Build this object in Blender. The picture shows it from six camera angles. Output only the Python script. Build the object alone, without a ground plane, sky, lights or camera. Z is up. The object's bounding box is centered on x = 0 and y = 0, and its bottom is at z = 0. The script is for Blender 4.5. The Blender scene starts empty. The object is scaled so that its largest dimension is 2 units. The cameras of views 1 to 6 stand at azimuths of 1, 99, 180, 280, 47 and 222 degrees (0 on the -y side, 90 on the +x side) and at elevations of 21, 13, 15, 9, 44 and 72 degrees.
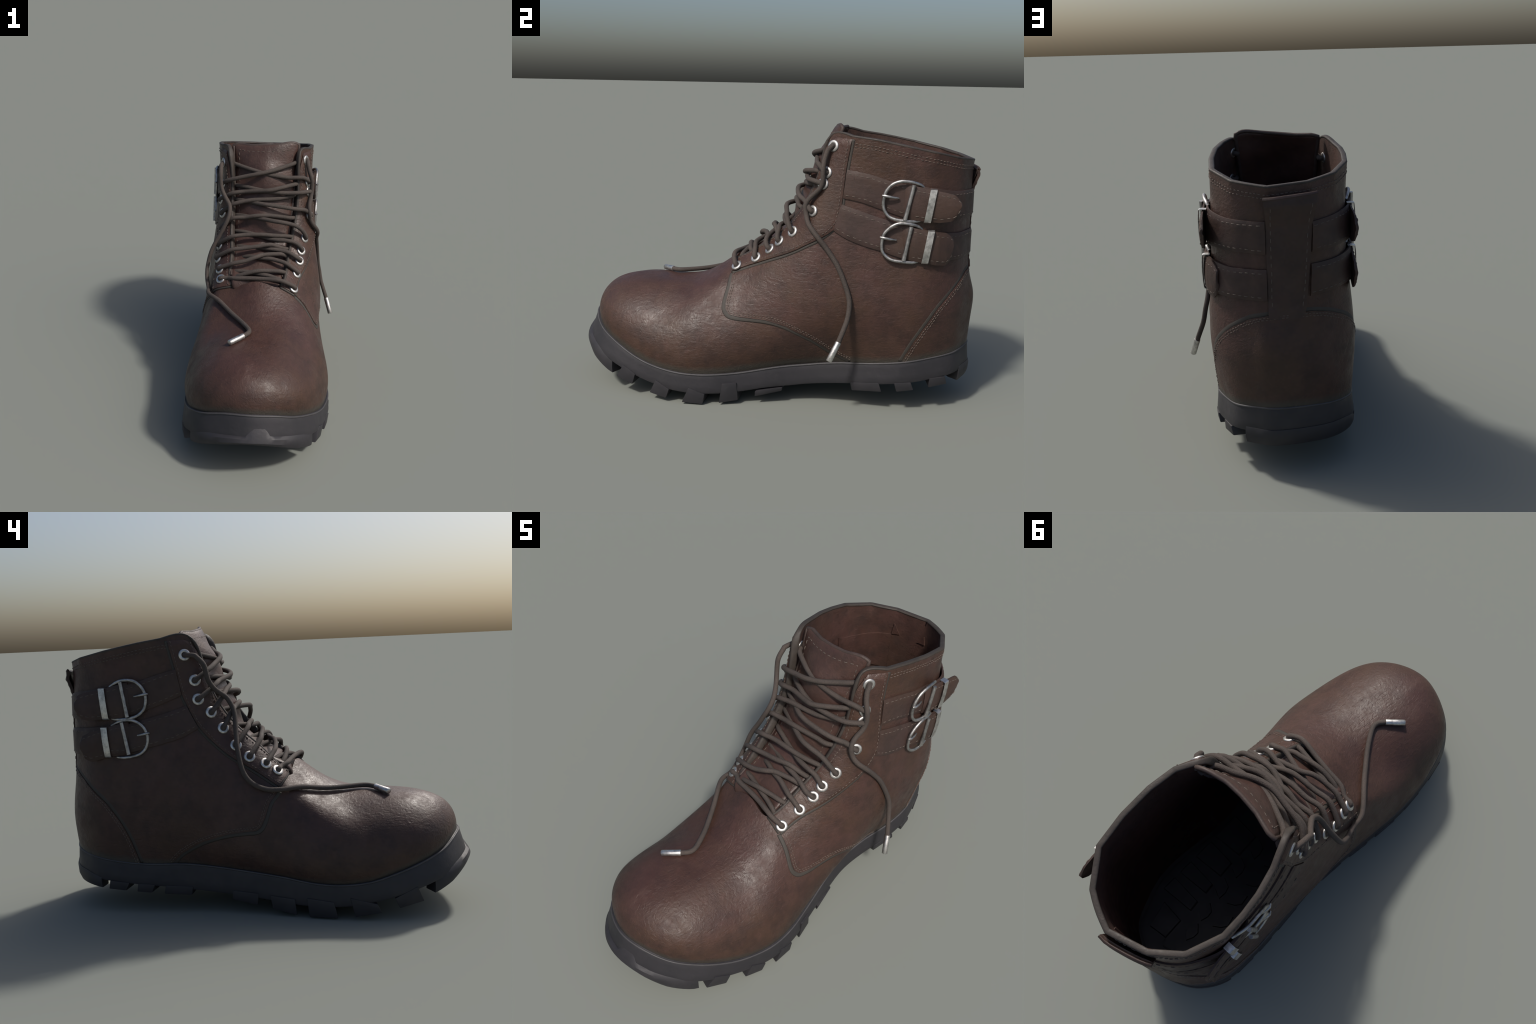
import bpy, bmesh, math, random
import numpy as np
from mathutils import Vector
from mathutils.bvhtree import BVHTree

random.seed(7)
rng = np.random.default_rng(7)
COL = bpy.context.scene.collection

# ------------------------------------------------------------------ helpers
def catmull(pts, n=8, closed=False):
    """Smooth curve through control points (Catmull-Rom)."""
    P = [np.array(p, float) for p in pts]
    m = len(P)
    out = []
    for i in range(m if closed else m - 1):
        p1, p2 = P[i % m], P[(i + 1) % m]
        p0 = P[(i - 1) % m] if (closed or i > 0) else 2 * p1 - p2
        p3 = P[(i + 2) % m] if (closed or i + 2 < m) else 2 * p2 - p1
        for k in range(n):
            t = k / n
            out.append(0.5 * (2 * p1 + (p2 - p0) * t + (2 * p0 - 5 * p1 + 4 * p2 - p3) * t * t
                              + (3 * p1 - p0 - 3 * p2 + p3) * t ** 3))
    if not closed:
        out.append(P[-1])
    return np.array(out)


def resample(pts, n):
    pts = np.asarray(pts, float)
    d = np.r_[0, np.cumsum(np.linalg.norm(np.diff(pts, axis=0), axis=1))]
    s = np.linspace(0, d[-1], n)
    return np.stack([np.interp(s, d, pts[:, k]) for k in range(pts.shape[1])], 1)


def along(pts, f):
    """Point at arc-length fraction f of a polyline."""
    d = np.r_[0, np.cumsum(np.linalg.norm(np.diff(pts, axis=0), axis=1))]
    return np.array([np.interp(f * d[-1], d, pts[:, k]) for k in range(pts.shape[1])])


def unit(v):
    v = np.asarray(v, float)
    return v / (np.linalg.norm(v) + 1e-12)


def make(name, verts, faces, mat=None, parent=None, smooth=True, angle=None):
    me = bpy.data.meshes.new(name)
    me.from_pydata([tuple(map(float, v)) for v in verts], [], [tuple(f) for f in faces])
    me.validate()
    bm = bmesh.new()
    bm.from_mesh(me)
    bmesh.ops.recalc_face_normals(bm, faces=bm.faces)
    bm.to_mesh(me)
    bm.free()
    ob = bpy.data.objects.new(name, me)
    COL.objects.link(ob)
    if mat:
        me.materials.append(mat)
    if smooth:
        me.shade_smooth()
        if angle:
            me.set_sharp_from_angle(angle=math.radians(angle))
    if parent:
        ob.parent = parent
    return ob


def grid_faces(nu, nv, closed_u=False, closed_v=False, base=0):
    f = []
    for i in range(nu if closed_u else nu - 1):
        for j in range(nv if closed_v else nv - 1):
            a, b = i, (i + 1) % nu
            c, d = j, (j + 1) % nv
            f.append((base + a * nv + c, base + b * nv + c, base + b * nv + d, base + a * nv + d))
    return f


def slab(top, bottom, base=0):
    """Closed thick sheet from two equal grids of points (nu x nv x 3)."""
    nu, nv = top.shape[:2]
    V = np.concatenate([top.reshape(-1, 3), bottom.reshape(-1, 3)])
    F = grid_faces(nu, nv, base=base)
    F += [tuple(v + nu * nv for v in f[::-1]) for f in grid_faces(nu, nv, base=base)]
    rim = ([(i, 0) for i in range(nu)] + [(nu - 1, j) for j in range(1, nv)]
           + [(i, nv - 1) for i in range(nu - 2, -1, -1)] + [(0, j) for j in range(nv - 2, 0, -1)])
    ids = [base + i * nv + j for i, j in rim]
    n = nu * nv
    for a, b in zip(ids, ids[1:] + ids[:1]):
        F.append((a, a + n, b + n, b))
    return V, F


def tube(path, r, sides=10, squash=None, caps=True):
    """Round tube along a path with parallel-transported frame. r: number or list."""
    P = np.asarray(path, float)
    n = len(P)
    T = np.gradient(P, axis=0)
    T /= np.linalg.norm(T, axis=1)[:, None] + 1e-12
    up = np.array([0, 0, 1.0]) if abs(T[0][2]) < 0.9 else np.array([1.0, 0, 0])
    N = unit(np.cross(T[0], up))
    V = []
    rr = np.broadcast_to(r, (n,))
    for i in range(n):
        N = unit(N - T[i] * (N @ T[i]))
        B = np.cross(T[i], N)
        for k in range(sides):
            a = 2 * math.pi * k / sides
            V.append(P[i] + rr[i] * (math.cos(a) * N + math.sin(a) * B))
    F = grid_faces(n, sides, closed_v=True)
    if caps:
        F.append(tuple(range(sides - 1, -1, -1)))
        F.append(tuple((n - 1) * sides + k for k in range(sides)))
    return np.array(V), F


class Pile:
    """Collects many small pieces into one mesh."""
    def __init__(self):
        self.V, self.F, self.n = [], [], 0

    def add(self, V, F):
        self.V.append(np.asarray(V, float))
        self.F += [tuple(i + self.n for i in f) for f in F]
        self.n += len(V)

    def build(self, name, mat, parent, angle=None):
        ob = make(name, np.concatenate(self.V), self.F, mat, parent, True, angle)
        ob["kind"] = "stuff"
        return ob


# ---------------------------------------------------------------- materials
class NT:
    """Small helper for building node trees."""
    def __init__(self, name):
        self.m = bpy.data.materials.new(name)
        self.m.use_nodes = True
        self.t = self.m.node_tree
        self.b = self.t.nodes["Principled BSDF"]
        self.co = self.t.nodes.new("ShaderNodeTexCoord").outputs["Object"]

    def n(self, kind, **kw):
        node = self.t.nodes.new("ShaderNode" + kind)
        ins = kw.pop("ins", {})
        for k, v in kw.items():
            setattr(node, k, v)
        for k, v in ins.items():
            if isinstance(v, bpy.types.NodeSocket):
                self.t.links.new(v, node.inputs[k])
            else:
                node.inputs[k].default_value = v
        return node

    def mapping(self, scale=(1, 1, 1), rot=(0, 0, 0)):
        return self.n("Mapping", ins={"Vector": self.co, "Scale": scale, "Rotation": rot}).outputs[0]

    def noise(self, scale, detail=4, rough=.55, vec=None, distort=0.0):
        return self.n("TexNoise", ins={"Vector": vec or self.co, "Scale": scale, "Detail": detail, "Roughness": rough, "Distortion": distort}).outputs[0]

    def ramp(self, fac, stops):
        r = self.n("ValToRGB", ins={"Fac": fac})
        e = r.color_ramp.elements
        while len(e) < len(stops):
            e.new(.5)
        for el, (p, c) in zip(e, stops):
            el.position = p
            el.color = (*c, 1) if len(c) == 3 else c
        return r.outputs[0]

    def rampf(self, fac, a, b, lo=0.0, hi=1.0):
        return self.n("MapRange", ins={0: fac, 1: a, 2: b, 3: lo, 4: hi}).outputs[0]

    def mix(self, fac, a, b, mode='MIX'):
        m = self.n("Mix", data_type='RGBA', blend_type=mode)
        for k, v in ((0, fac), (6, a), (7, b)):
            if isinstance(v, bpy.types.NodeSocket):
                self.t.links.new(v, m.inputs[k])
            elif k == 0:
                m.inputs[k].default_value = v
            else:
                m.inputs[k].default_value = (*v, 1)
        return m.outputs[2]

    def math(self, op, a, b=0.0):
        return self.n("Math", operation=op, ins={0: a, 1: b}).outputs[0]

    def set(self, **kw):
        for k, v in kw.items():
            k = k.replace("_", " ")
            if isinstance(v, bpy.types.NodeSocket):
                self.t.links.new(v, self.b.inputs[k])
            else:
                self.b.inputs[k].default_value = (*v, 1) if isinstance(v, tuple) and len(v) == 3 else v

    def bump(self, height, strength=.3, dist=.01, normal=None):
        ins = {"Height": height, "Strength": strength, "Distance": dist}
        if normal is not None:
            ins["Normal"] = normal
        return self.n("Bump", ins=ins).outputs[0]


def leather(name, red, olive, dark, rough=(.36, .52), grain=1.0, creases=1.0, warm_low=True):
    m = NT(name)
    big = m.noise(3.2, 3)
    mid = m.noise(11, 5, .6)
    fine = m.noise(70, 4, .65)
    col = m.mix(m.rampf(big, .38, .62), red, olive)
    if warm_low:
        sep = m.n("SeparateXYZ", ins={0: m.co}).outputs[2]
        low = m.rampf(m.math('ADD', sep, m.math('MULTIPLY', mid, .25)), .30, .68, 1, 0)
        col = m.mix(m.math('MULTIPLY', low, .75), col, olive)
    col = m.mix(m.rampf(mid, .44, .68, 0, .72), col, dark)
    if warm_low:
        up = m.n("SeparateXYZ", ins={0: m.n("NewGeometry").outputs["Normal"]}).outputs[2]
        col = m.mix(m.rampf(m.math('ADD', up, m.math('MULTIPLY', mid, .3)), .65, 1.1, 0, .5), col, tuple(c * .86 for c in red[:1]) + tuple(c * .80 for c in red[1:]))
    light = tuple(min(1, c * 1.28) for c in red)
    col = m.mix(m.rampf(m.noise(23, 4, .6), .55, .75, 0, .45), col, light)
    col = m.mix(m.rampf(fine, .5, .8, 0, .35), col, dark)
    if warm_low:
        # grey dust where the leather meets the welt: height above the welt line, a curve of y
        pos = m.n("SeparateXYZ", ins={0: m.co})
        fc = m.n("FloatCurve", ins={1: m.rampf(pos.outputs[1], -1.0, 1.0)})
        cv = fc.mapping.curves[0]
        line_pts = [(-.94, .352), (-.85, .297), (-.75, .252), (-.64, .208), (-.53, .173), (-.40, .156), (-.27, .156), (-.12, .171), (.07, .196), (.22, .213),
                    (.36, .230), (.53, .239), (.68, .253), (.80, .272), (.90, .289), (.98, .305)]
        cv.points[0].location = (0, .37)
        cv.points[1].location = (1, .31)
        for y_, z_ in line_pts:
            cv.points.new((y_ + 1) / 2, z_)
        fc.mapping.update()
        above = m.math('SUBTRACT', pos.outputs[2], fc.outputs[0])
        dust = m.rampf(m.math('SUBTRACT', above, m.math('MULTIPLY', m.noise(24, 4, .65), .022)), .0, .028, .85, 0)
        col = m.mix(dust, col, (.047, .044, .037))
    # short creases of the grain, lying along the foot and slightly slanted
    v1 = m.mapping((26, 9, 46), (.14, 0, .05))
    line = m.n("TexNoise", ins={"Vector": v1, "Scale": 1.0, "Detail": 2.5, "Roughness": .55, "Distortion": .25}).outputs[0]
    cre = m.rampf(m.math('ABSOLUTE', m.math('SUBTRACT', line, .5)), .0, .022)
    v2 = m.mapping((17, 10, 30), (.14, 0, .05))
    gate = m.n("TexNoise", ins={"Vector": v2, "Scale": 1.0, "Detail": 1.0}).outputs[0]
    patch = m.math('MULTIPLY', m.rampf(gate, .47, .56), m.rampf(m.noise(5, 3), .40, .55))
    cre = m.math('MAXIMUM', cre, m.math('SUBTRACT', 1.0, patch))
    # staggered short dashes of the embossed grain
    xyz = m.n("SeparateXYZ", ins={0: m.co})
    wob = m.math('MULTIPLY', m.noise(9, 3), .03)
    uu = m.math('ADD', xyz.outputs[1], m.math('MULTIPLY', m.noise(30, 2), .012))
    vv = m.math('ADD', m.math('ADD', xyz.outputs[2], m.math('MULTIPLY', xyz.outputs[0], .7)), m.math('ADD', wob, m.math('MULTIPLY', xyz.outputs[1], -.12)))
    bc = m.n("CombineXYZ", ins={0: uu, 1: vv, 2: 0.0}).outputs[0]
    bk = m.n("TexBrick", offset=.5, ins={"Vector": bc, "Scale": 1.0, "Mortar Size": .0016, "Mortar Smooth": 1.0, "Brick Width": .040, "Row Height": .0165}).outputs["Fac"]
    dash = m.math('MULTIPLY', bk, m.rampf(m.noise(26, 3, .6), .50, .62))
    pits = m.noise(95, 3, .6, distort=.4)
    wr = m.noise(32, 4, .6, distort=1.2)
    nrm = m.bump(wr, .22 * grain, .012)
    grainy = m.n("TexNoise", ins={"Vector": m.mapping((75, 30, 95), (.14, 0, .05)), "Scale": 1.0, "Detail": 4.0, "Roughness": .6}).outputs[0]
    nrm = m.bump(grainy, .26 * grain, .006, nrm)
    nrm = m.bump(m.math('SUBTRACT', 1.0, dash), .24 * creases, .004, nrm)
    nrm = m.bump(pits, .14 * grain, .004, nrm)
    nrm = m.bump(cre, .14 * creases, .004, nrm)
    col = m.mix(m.math('MULTIPLY', m.math('SUBTRACT', 1.0, cre), .22), col, dark)
    m.set(Base_Color=col, Roughness=m.math('ADD', m.rampf(m.noise(18, 5, .65), .3, .7, rough[0] - .03, rough[1] + .05), m.rampf(m.noise(6, 4, .6), .45, .65, 0, .08)), Normal=nrm)
    m.b.inputs["Specular IOR Level"].default_value = .37
    return m.m


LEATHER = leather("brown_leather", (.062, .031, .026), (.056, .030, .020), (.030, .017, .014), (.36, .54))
TONGUE = leather("tongue_leather", (.064, .033, .027), (.060, .033, .026), (.034, .020, .017), (.34, .5), .8, .25, False)
TONGUE_EDGE = leather("tongue_edge_leather", (.060, .040, .034), (.052, .036, .030), (.034, .024, .021), (.45, .6), .6, .2, False)
STRAP = leather("strap_leather", (.052, .031, .027), (.052, .030, .022), (.032, .021, .018), (.46, .6), .5, .2, False)
LINING = leather("lining_leather", (.066, .032, .026), (.056, .030, .022), (.030, .018, .015), (.55, .7), .6, .5, False)
BINDING = leather("edge_leather", (.047, .038, .032), (.040, .033, .028), (.028, .023, .020), (.5, .65), .7, .2, False)


def rubber(name, c, d, dust):
    m = NT(name)
    col = m.mix(m.rampf(m.noise(9, 5, .6), .35, .7), c, d)
    col = m.mix(m.rampf(m.noise(30, 4, .7), .55, .8, 0, .5), col, dust)
    nrm = m.bump(m.noise(60, 4, .6), .12, .006)
    nrm = m.bump(m.noise(8, 3), .12, .02, nrm)
    m.set(Base_Color=col, Roughness=m.rampf(m.noise(15, 4), .3, .7, .5, .66), Normal=nrm)
    return m.m


RUBBER = rubber("black_rubber", (.025, .0228, .0268), (.019, .0182, .0215), (.036, .0345, .036))
LIP_HIGHLIGHT_RUBBER = rubber("highlight_tinted_rubber", (.055, .052, .055), (.040, .038, .041), (.075, .070, .070))
INSOLE = rubber("black_insole", (.060, .062, .070), (.048, .050, .058), (.075, .076, .084))


def metal(name, a=(.64, .625, .60), b=(.36, .35, .34)):
    m = NT(name)
    col = m.mix(m.rampf(m.noise(38, 4, .7), .42, .66), a, b)
    nrm = m.bump(m.noise(90, 3), .15, .003)
    m.set(Base_Color=col, Metallic=1.0, Roughness=m.rampf(m.noise(50, 4), .3, .7, .34, .56), Normal=nrm)
    return m.m


METAL = metal("worn_steel")
BUCKLE = metal("buckle_steel", (.46, .45, .44), (.24, .235, .23))


def cord(name):
    m = NT(name)
    v = m.mapping((260, 260, 260))
    br = m.n("TexVoronoi", ins={"Vector": v, "Scale": 1.0}).outputs["Distance"]
    col = m.mix(m.rampf(m.noise(14, 3), .35, .65), (.070, .054, .046), (.054, .043, .037))
    col = m.mix(m.rampf(br, .2, .7, 0, .4), col, (.035, .028, .024))
    m.set(Base_Color=col, Roughness=.85, Normal=m.bump(br, .35, .003))
    return m.m


LACE = cord("woven_lace")


def plain(name, a, b, rough=.8):
    m = NT(name)
    m.set(Base_Color=m.mix(m.noise(25, 3), a, b), Roughness=rough)
    return m.m


EDGE = plain("seam_dirt", (.044, .038, .031), (.034, .028, .024), .7)
THREAD = plain("seam_thread", (.13, .10, .082), (.085, .066, .054))
THREAD2 = plain("strap_thread", (.125, .10, .082), (.085, .068, .056))
BLACK = plain("eyelet_dark", (.006, .005, .005), (.008, .007, .006))

# --------------------------------------------------------------- boot upper
# Ribs run from the welt up to the collar, the lace opening or the vamp crest.
LATERAL = [
    [(-.00, .982, .305), (.003, .990, .45), (.008, .992, .57), (.012, .960, .70), (.012, .955, .95), (.010, .958, 1.208)],
    [(.075, .955, .300), (.078, .965, .45), (.080, .965, .57), (.082, .938, .72), (.084, .930, .95), (.085, .928, 1.216)],
    [(.155, .900, .288), (.168, .910, .45), (.172, .905, .57), (.165, .893, .73), (.155, .890, .95), (.152, .890, 1.224)],
    [(.205, .800, .272), (.238, .805, .44), (.248, .798, .57), (.246, .785, .75), (.238, .775, .95), (.238, .768, 1.252)],
    [(.245, .680, .255), (.264, .682, .40), (.276, .672, .55), (.263, .660, .75), (.247, .648, .98), (.250, .632, 1.278)],
    [(.250, .530, .238), (.274, .525, .36), (.290, .520, .52), (.272, .515, .72), (.249, .508, .98), (.243, .500, 1.302)],
    [(.228, .360, .221), (.270, .360, .33), (.306, .362, .48), (.282, .372, .70), (.245, .382, .98), (.222, .390, 1.314)],
    [(.223, .215, .200), (.284, .212, .31), (.318, .216, .45), (.300, .232, .62), (.238, .262, .95), (.158, .284, 1.306)],
    [(.250, .070, .185), (.296, .072, .28), (.316, .090, .40), (.292, .130, .60), (.236, .185, .84), (.158, .238, 1.105)],
    [(.300, -.120, .158), (.322, -.102, .25), (.316, -.062, .38), (.262, .008, .59), (.202, .062, .765), (.138, .112, .880)],
    [(.338, -.270, .150), (.346, -.262, .23), (.328, -.222, .34), (.266, -.142, .49), (.192, -.068, .650), (.110, -.012, .770)],
    [(.347, -.400, .153), (.354, -.395, .23), (.328, -.362, .35), (.258, -.292, .48), (.168, -.215, .600), (.076, -.172, .672), (-.055, -.165, .700)],
    [(.325, -.530, .170), (.331, -.526, .245), (.312, -.502, .335), (.246, -.442, .44), (.140, -.375, .538), (.045, -.345, .575), (-.045, -.335, .586)],
    [(.290, -.640, .200), (.297, -.638, .275), (.280, -.612, .360), (.220, -.565, .445), (.122, -.512, .519), (.030, -.488, .545), (-.070, -.475, .553)],
    [(.240, -.752, .250), (.247, -.750, .32), (.231, -.728, .395), (.176, -.690, .468), (.085, -.652, .524), (.005, -.632, .541), (-.075, -.622, .547)],
    [(.165, -.848, .295), (.171, -.846, .36), (.156, -.824, .428), (.108, -.788, .485), (.045, -.760, .519), (-.018, -.742, .534), (-.078, -.733, .540)],
    [(.060, -.912, .335), (.062, -.910, .385), (.052, -.892, .440), (.025, -.862, .483), (-.010, -.836, .506), (-.045, -.815, .519), (-.080, -.802, .527)],
    [(-.055, -.938, .350), (-.056, -.934, .392), (-.060, -.918, .440), (-.066, -.892, .475), (-.072, -.872, .493), (-.078, -.855, .504), (-.082, -.842, .511)],
]
MEDIAL = [
    [(-.125, .955, .300), (-.140, .962, .45), (-.142, .950, .57), (-.142, .932, .72), (-.146, .922, .95), (-.150, .913, 1.218)],
    [(-.236, .900, .290), (-.248, .902, .45), (-.252, .882, .57), (-.250, .864, .73), (-.250, .852, .95), (-.256, .830, 1.236)],
    [(-.308, .800, .272), (-.320, .796, .43), (-.326, .790, .57), (-.314, .768, .75), (-.300, .740, .95), (-.314, .696, 1.262)],
    [(-.326, .680, .252), (-.336, .682, .40), (-.339, .672, .56), (-.322, .655, .75), (-.304, .635, .98), (-.317, .600, 1.280)],
    [(-.328, .530, .240), (-.340, .528, .38), (-.341, .524, .55), (-.326, .516, .73), (-.303, .510, .98), (-.310, .515, 1.295)],
    [(-.322, .360, .240), (-.342, .360, .35), (-.346, .362, .50), (-.330, .372, .70), (-.296, .390, .98), (-.288, .415, 1.310)],
    [(-.318, .215, .226), (-.346, .212, .32), (-.353, .218, .45), (-.330, .234, .65), (-.276, .258, .95), (-.236, .284, 1.304)],
    [(-.325, .070, .208), (-.352, .072, .29), (-.354, .090, .41), (-.326, .125, .61), (-.272, .172, .84), (-.212, .222, 1.080)],
    [(-.352, -.120, .186), (-.374, -.105, .26), (-.364, -.068, .39), (-.318, .002, .59), (-.263, .045, .755), (-.206, .092, .875)],
    [(-.376, -.270, .163), (-.395, -.262, .24), (-.380, -.222, .35), (-.328, -.142, .51), (-.263, -.065, .670), (-.198, -.018, .770)],
    [(-.392, -.400, .160), (-.407, -.395, .235), (-.388, -.362, .35), (-.330, -.285, .48), (-.262, -.185, .590), (-.188, -.140, .652)],
    [(-.392, -.530, .177), (-.406, -.526, .25), (-.388, -.502, .34), (-.326, -.442, .44), (-.240, -.378, .508), (-.155, -.346, .556)],
    [(-.376, -.650, .216), (-.386, -.646, .285), (-.370, -.622, .36), (-.318, -.575, .445), (-.240, -.518, .500), (-.160, -.490, .534)],
    [(-.344, -.758, .258), (-.351, -.756, .325), (-.335, -.736, .40), (-.286, -.700, .468), (-.222, -.660, .518), (-.150, -.634, .540)],
    [(-.272, -.852, .298), (-.277, -.850, .36), (-.262, -.830, .428), (-.225, -.796, .483), (-.178, -.762, .517), (-.130, -.744, .533)],
    [(-.166, -.914, .340), (-.168, -.911, .387), (-.160, -.894, .440), (-.145, -.866, .480), (-.126, -.838, .505), (-.103, -.817, .519)],
]
N_RIB = 17


def build_upper_mesh(level=4):
    """Control cage of the ribs, subdivided so that the limit passes through them."""
    V, idx = [], {}

    def vert(side, i, j, p):
        idx[(side, i, j)] = len(V)
        V.append(np.array(p, float))
    for i, rib in enumerate(LATERAL):
        for j, p in enumerate(rib):
            vert('l', i, j, p)
    for k, rib in enumerate(MEDIAL):
        for j, p in enumerate(rib):
            vert('m', k + 1, j, p)

    def get(side, i, j):
        if side == 'm' and (i in (0, N_RIB) or j == 6):
            side = 'l'
        return idx[(side, i, j)]
    F = []
    for s in 'lm':
        for i in range(N_RIB):
            for j in range(6 if i >= 11 else 5):
                q = (get(s, i, j), get(s, i + 1, j), get(s, i + 1, j + 1), get(s, i, j + 1))
                F.append(q if s == 'l' else q[::-1])
    crease = [get(s, i, 5) for s in 'lm' for i in range(0, 7) if not (s == 'l' and i == 1)]
    me = bpy.data.meshes.new("cage")
    me.from_pydata(V, [], F)
    at = me.attributes.new("crease_vert", 'FLOAT', 'POINT')
    for i in crease:
        at.data[i].value = 1.0
    ob = bpy.data.objects.new("cage", me)
    COL.objects.link(ob)
    mod = ob.modifiers.new("s", 'SUBSURF')
    mod.subdivision_type = 'CATMULL_CLARK'
    target = np.array(V)
    cur = target.copy()
    mod.levels = mod.render_levels = 2
    for it in range(6):
        me.vertices.foreach_set("co", cur.astype(np.float32).ravel())
        me.update()
        ev = ob.evaluated_get(bpy.context.evaluated_depsgraph_get())
        co = np.empty(len(ev.data.vertices) * 3, np.float32)
        ev.data.vertices.foreach_get("co", co)
        cur += 0.8 * (target - co.reshape(-1, 3)[:len(V)])
        ob.update_tag()
        bpy.context.view_layer.update()
    me.vertices.foreach_set("co", cur.astype(np.float32).ravel())
    mod.levels = mod.render_levels = level
    me.update()
    ob.update_tag()
    bpy.context.view_layer.update()
    ev = ob.evaluated_get(bpy.context.evaluated_depsgraph_get())
    out = bpy.data.meshes.new_from_object(ev)
    bpy.data.objects.remove(ob)
    bpy.data.meshes.remove(me)
    for a in list(out.attributes):
        if a.name == "crease_vert":
            out.attributes.remove(a)
    return out


UPPER = build_upper_mesh()
_bm = bmesh.new()
_bm.from_mesh(UPPER)
bmesh.ops.recalc_face_normals(_bm, faces=_bm.faces)
# make sure normals look outward
_bm.faces.ensure_lookup_table()
_f = max(_bm.faces, key=lambda f: f.calc_center_median().x)
if _f.normal.x < 0:
    bmesh.ops.reverse_faces(_bm, faces=_bm.faces)
_bm.to_mesh(UPPER)
BVH = BVHTree.FromBMesh(_bm)
_bm.free()


def on_side(side, y, z, off=0.0):
    """Point of the upper at side view position (y, z), lifted by off along the normal."""
    sx = 1 if side == 'l' else -1
    hit = BVH.ray_cast(Vector((sx * 1.5, y, z)), Vector((-sx, 0, 0)))
    if hit[0] is None or hit[0].x * sx < -0.02 - 0.2 * (sx < 0):
        hit = BVH.find_nearest(Vector((sx * .25, y, z)))
    return np.array(hit[0]) + off * np.array(hit[1]), np.array(hit[1])


def nearest(p, off=0.0):
    h = BVH.find_nearest(Vector(p))
    return np.array(h[0]) + off * np.array(h[1]), np.array(h[1])


# --------------------------------------------------------------------- root
boot = bpy.data.objects.new("leather_boot", None)
COL.objects.link(boot)
boot["label"] = "worn brown leather lace-up ankle boot with double buckle straps"
boot["category"] = "boot"

# ------------------------------------------------------------------ outline
WELT = [r[0] for r in LATERAL] + [r[0] for r in MEDIAL[::-1]]     # closed ring, lateral first
NW = len(WELT)


def zt(y, tab):
    return float(np.interp(y, [a for a, b in tab], [b for a, b in tab]))

BAND_BOTTOM = [(-1.0, .225), (-.93, .215), (-.85, .186), (-.76, .152), (-.66, .115), (-.56, .086), (-.44, .063), (-.34, .054),
               (-.22, .054), (-.1, .064), (.0, .078), (.13, .090), (.25, .104), (.42, .124), (.6, .140), (.75, .156), (.88, .176), (1.0, .20)]
GROUND = [(-1.0, .130), (-.85, .104), (-.75, .078), (-.65, .053), (-.55, .028), (-.45, .011), (-.35, .002), (-.28, .000), (-.2, .004),
          (-.1, .022), (0, .042), (.1, .064), (.3, .086), (.5, .096), (.7, .110), (.85, .127), (1.0, .150)]
RING = catmull(WELT, 8, closed=True)                 # welt line
RN = len(RING)
_t = np.roll(RING, -1, 0) - np.roll(RING, 1, 0)
RING_OUT = np.stack([-_t[:, 1], _t[:, 0]], 1)
RING_OUT /= np.linalg.norm(RING_OUT, axis=1)[:, None]
if RING_OUT[np.argmax(RING[:, 0])][0] < 0:
    RING_OUT *= -1


def ring_pt(t, off, z):
    """Point at ring parameter t (rib number), pushed outwards by off."""
    i = t * 8
    a = int(math.floor(i)) % RN
    b = (a + 1) % RN
    f = i - math.floor(i)
    p = RING[a] * (1 - f) + RING[b] * f
    o = unit(RING_OUT[a] * (1 - f) + RING_OUT[b] * f)
    return np.array([p[0] + o[0] * off, p[1] + o[1] * off, z])


def ring_z(t):
    i = t * 8
    a = int(math.floor(i)) % RN
    f = i - math.floor(i)
    return RING[a][2] * (1 - f) + RING[(a + 1) % RN][2] * f


def t_at(side, y):
    """Ring parameter where the outline passes y on one side."""
    if side == 'l':
        seg = range(0, 17 * 8 + 1)
    else:
        seg = range(RN, 17 * 8 - 1, -1)
    ys = [RING[i % RN][1] for i in seg]
    k = np.interp(-y, -np.array(ys), np.array([float(i) for i in seg]))
    return k / 8


def toe_flare(y):
    return max(0.0, min(1.0, (-.55 - y) / .38))


def build_sole():
    prof = [(-.030, 0, 1), (-.004, .003, 1), (.003, .004, 1), (.008, .001, 1), (.011, -.008, 1), (.013, .75, 0), (.016, .4, 0),
            (.019, .12, 0), (.016, .03, 0), (.004, 0, 0)]
    rows = []
    for i in range(RN):
        y = RING[i][1]
        zt_, zb_ = RING[i][2], zt(y, BAND_BOTTOM)
        row = []
        for off, k, top in prof:
            z = zt_ + k if top else zb_ + (zt_ - zb_) * k
            fl = 1 - (z - zb_) / (zt_ - zb_)
            o = off + toe_flare(y) * .034 * max(0, fl)
            row.append(ring_pt(i / 8, o, z))
        # underside, towards the middle line
        zb = zb_
        cx = -.05
        p0 = row[-1]
        for f in (.25, .5, .75):
            row.append(np.array([p0[0] * (1 - f) + cx * f, p0[1] * (1 - f) + np.clip(p0[1], -.75, .8) * f, zb]))
        row.append(np.array([cx, np.clip(p0[1], -.75, .8), zt(np.clip(p0[1], -.75, .8), BAND_BOTTOM)]))
        rows.append(row)
    G = np.array(rows)
    V = G.reshape(-1, 3)
    F = grid_faces(RN, G.shape[1], closed_u=True)
    return make("outsole", V, F, RUBBER, boot, True, 50)


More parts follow.
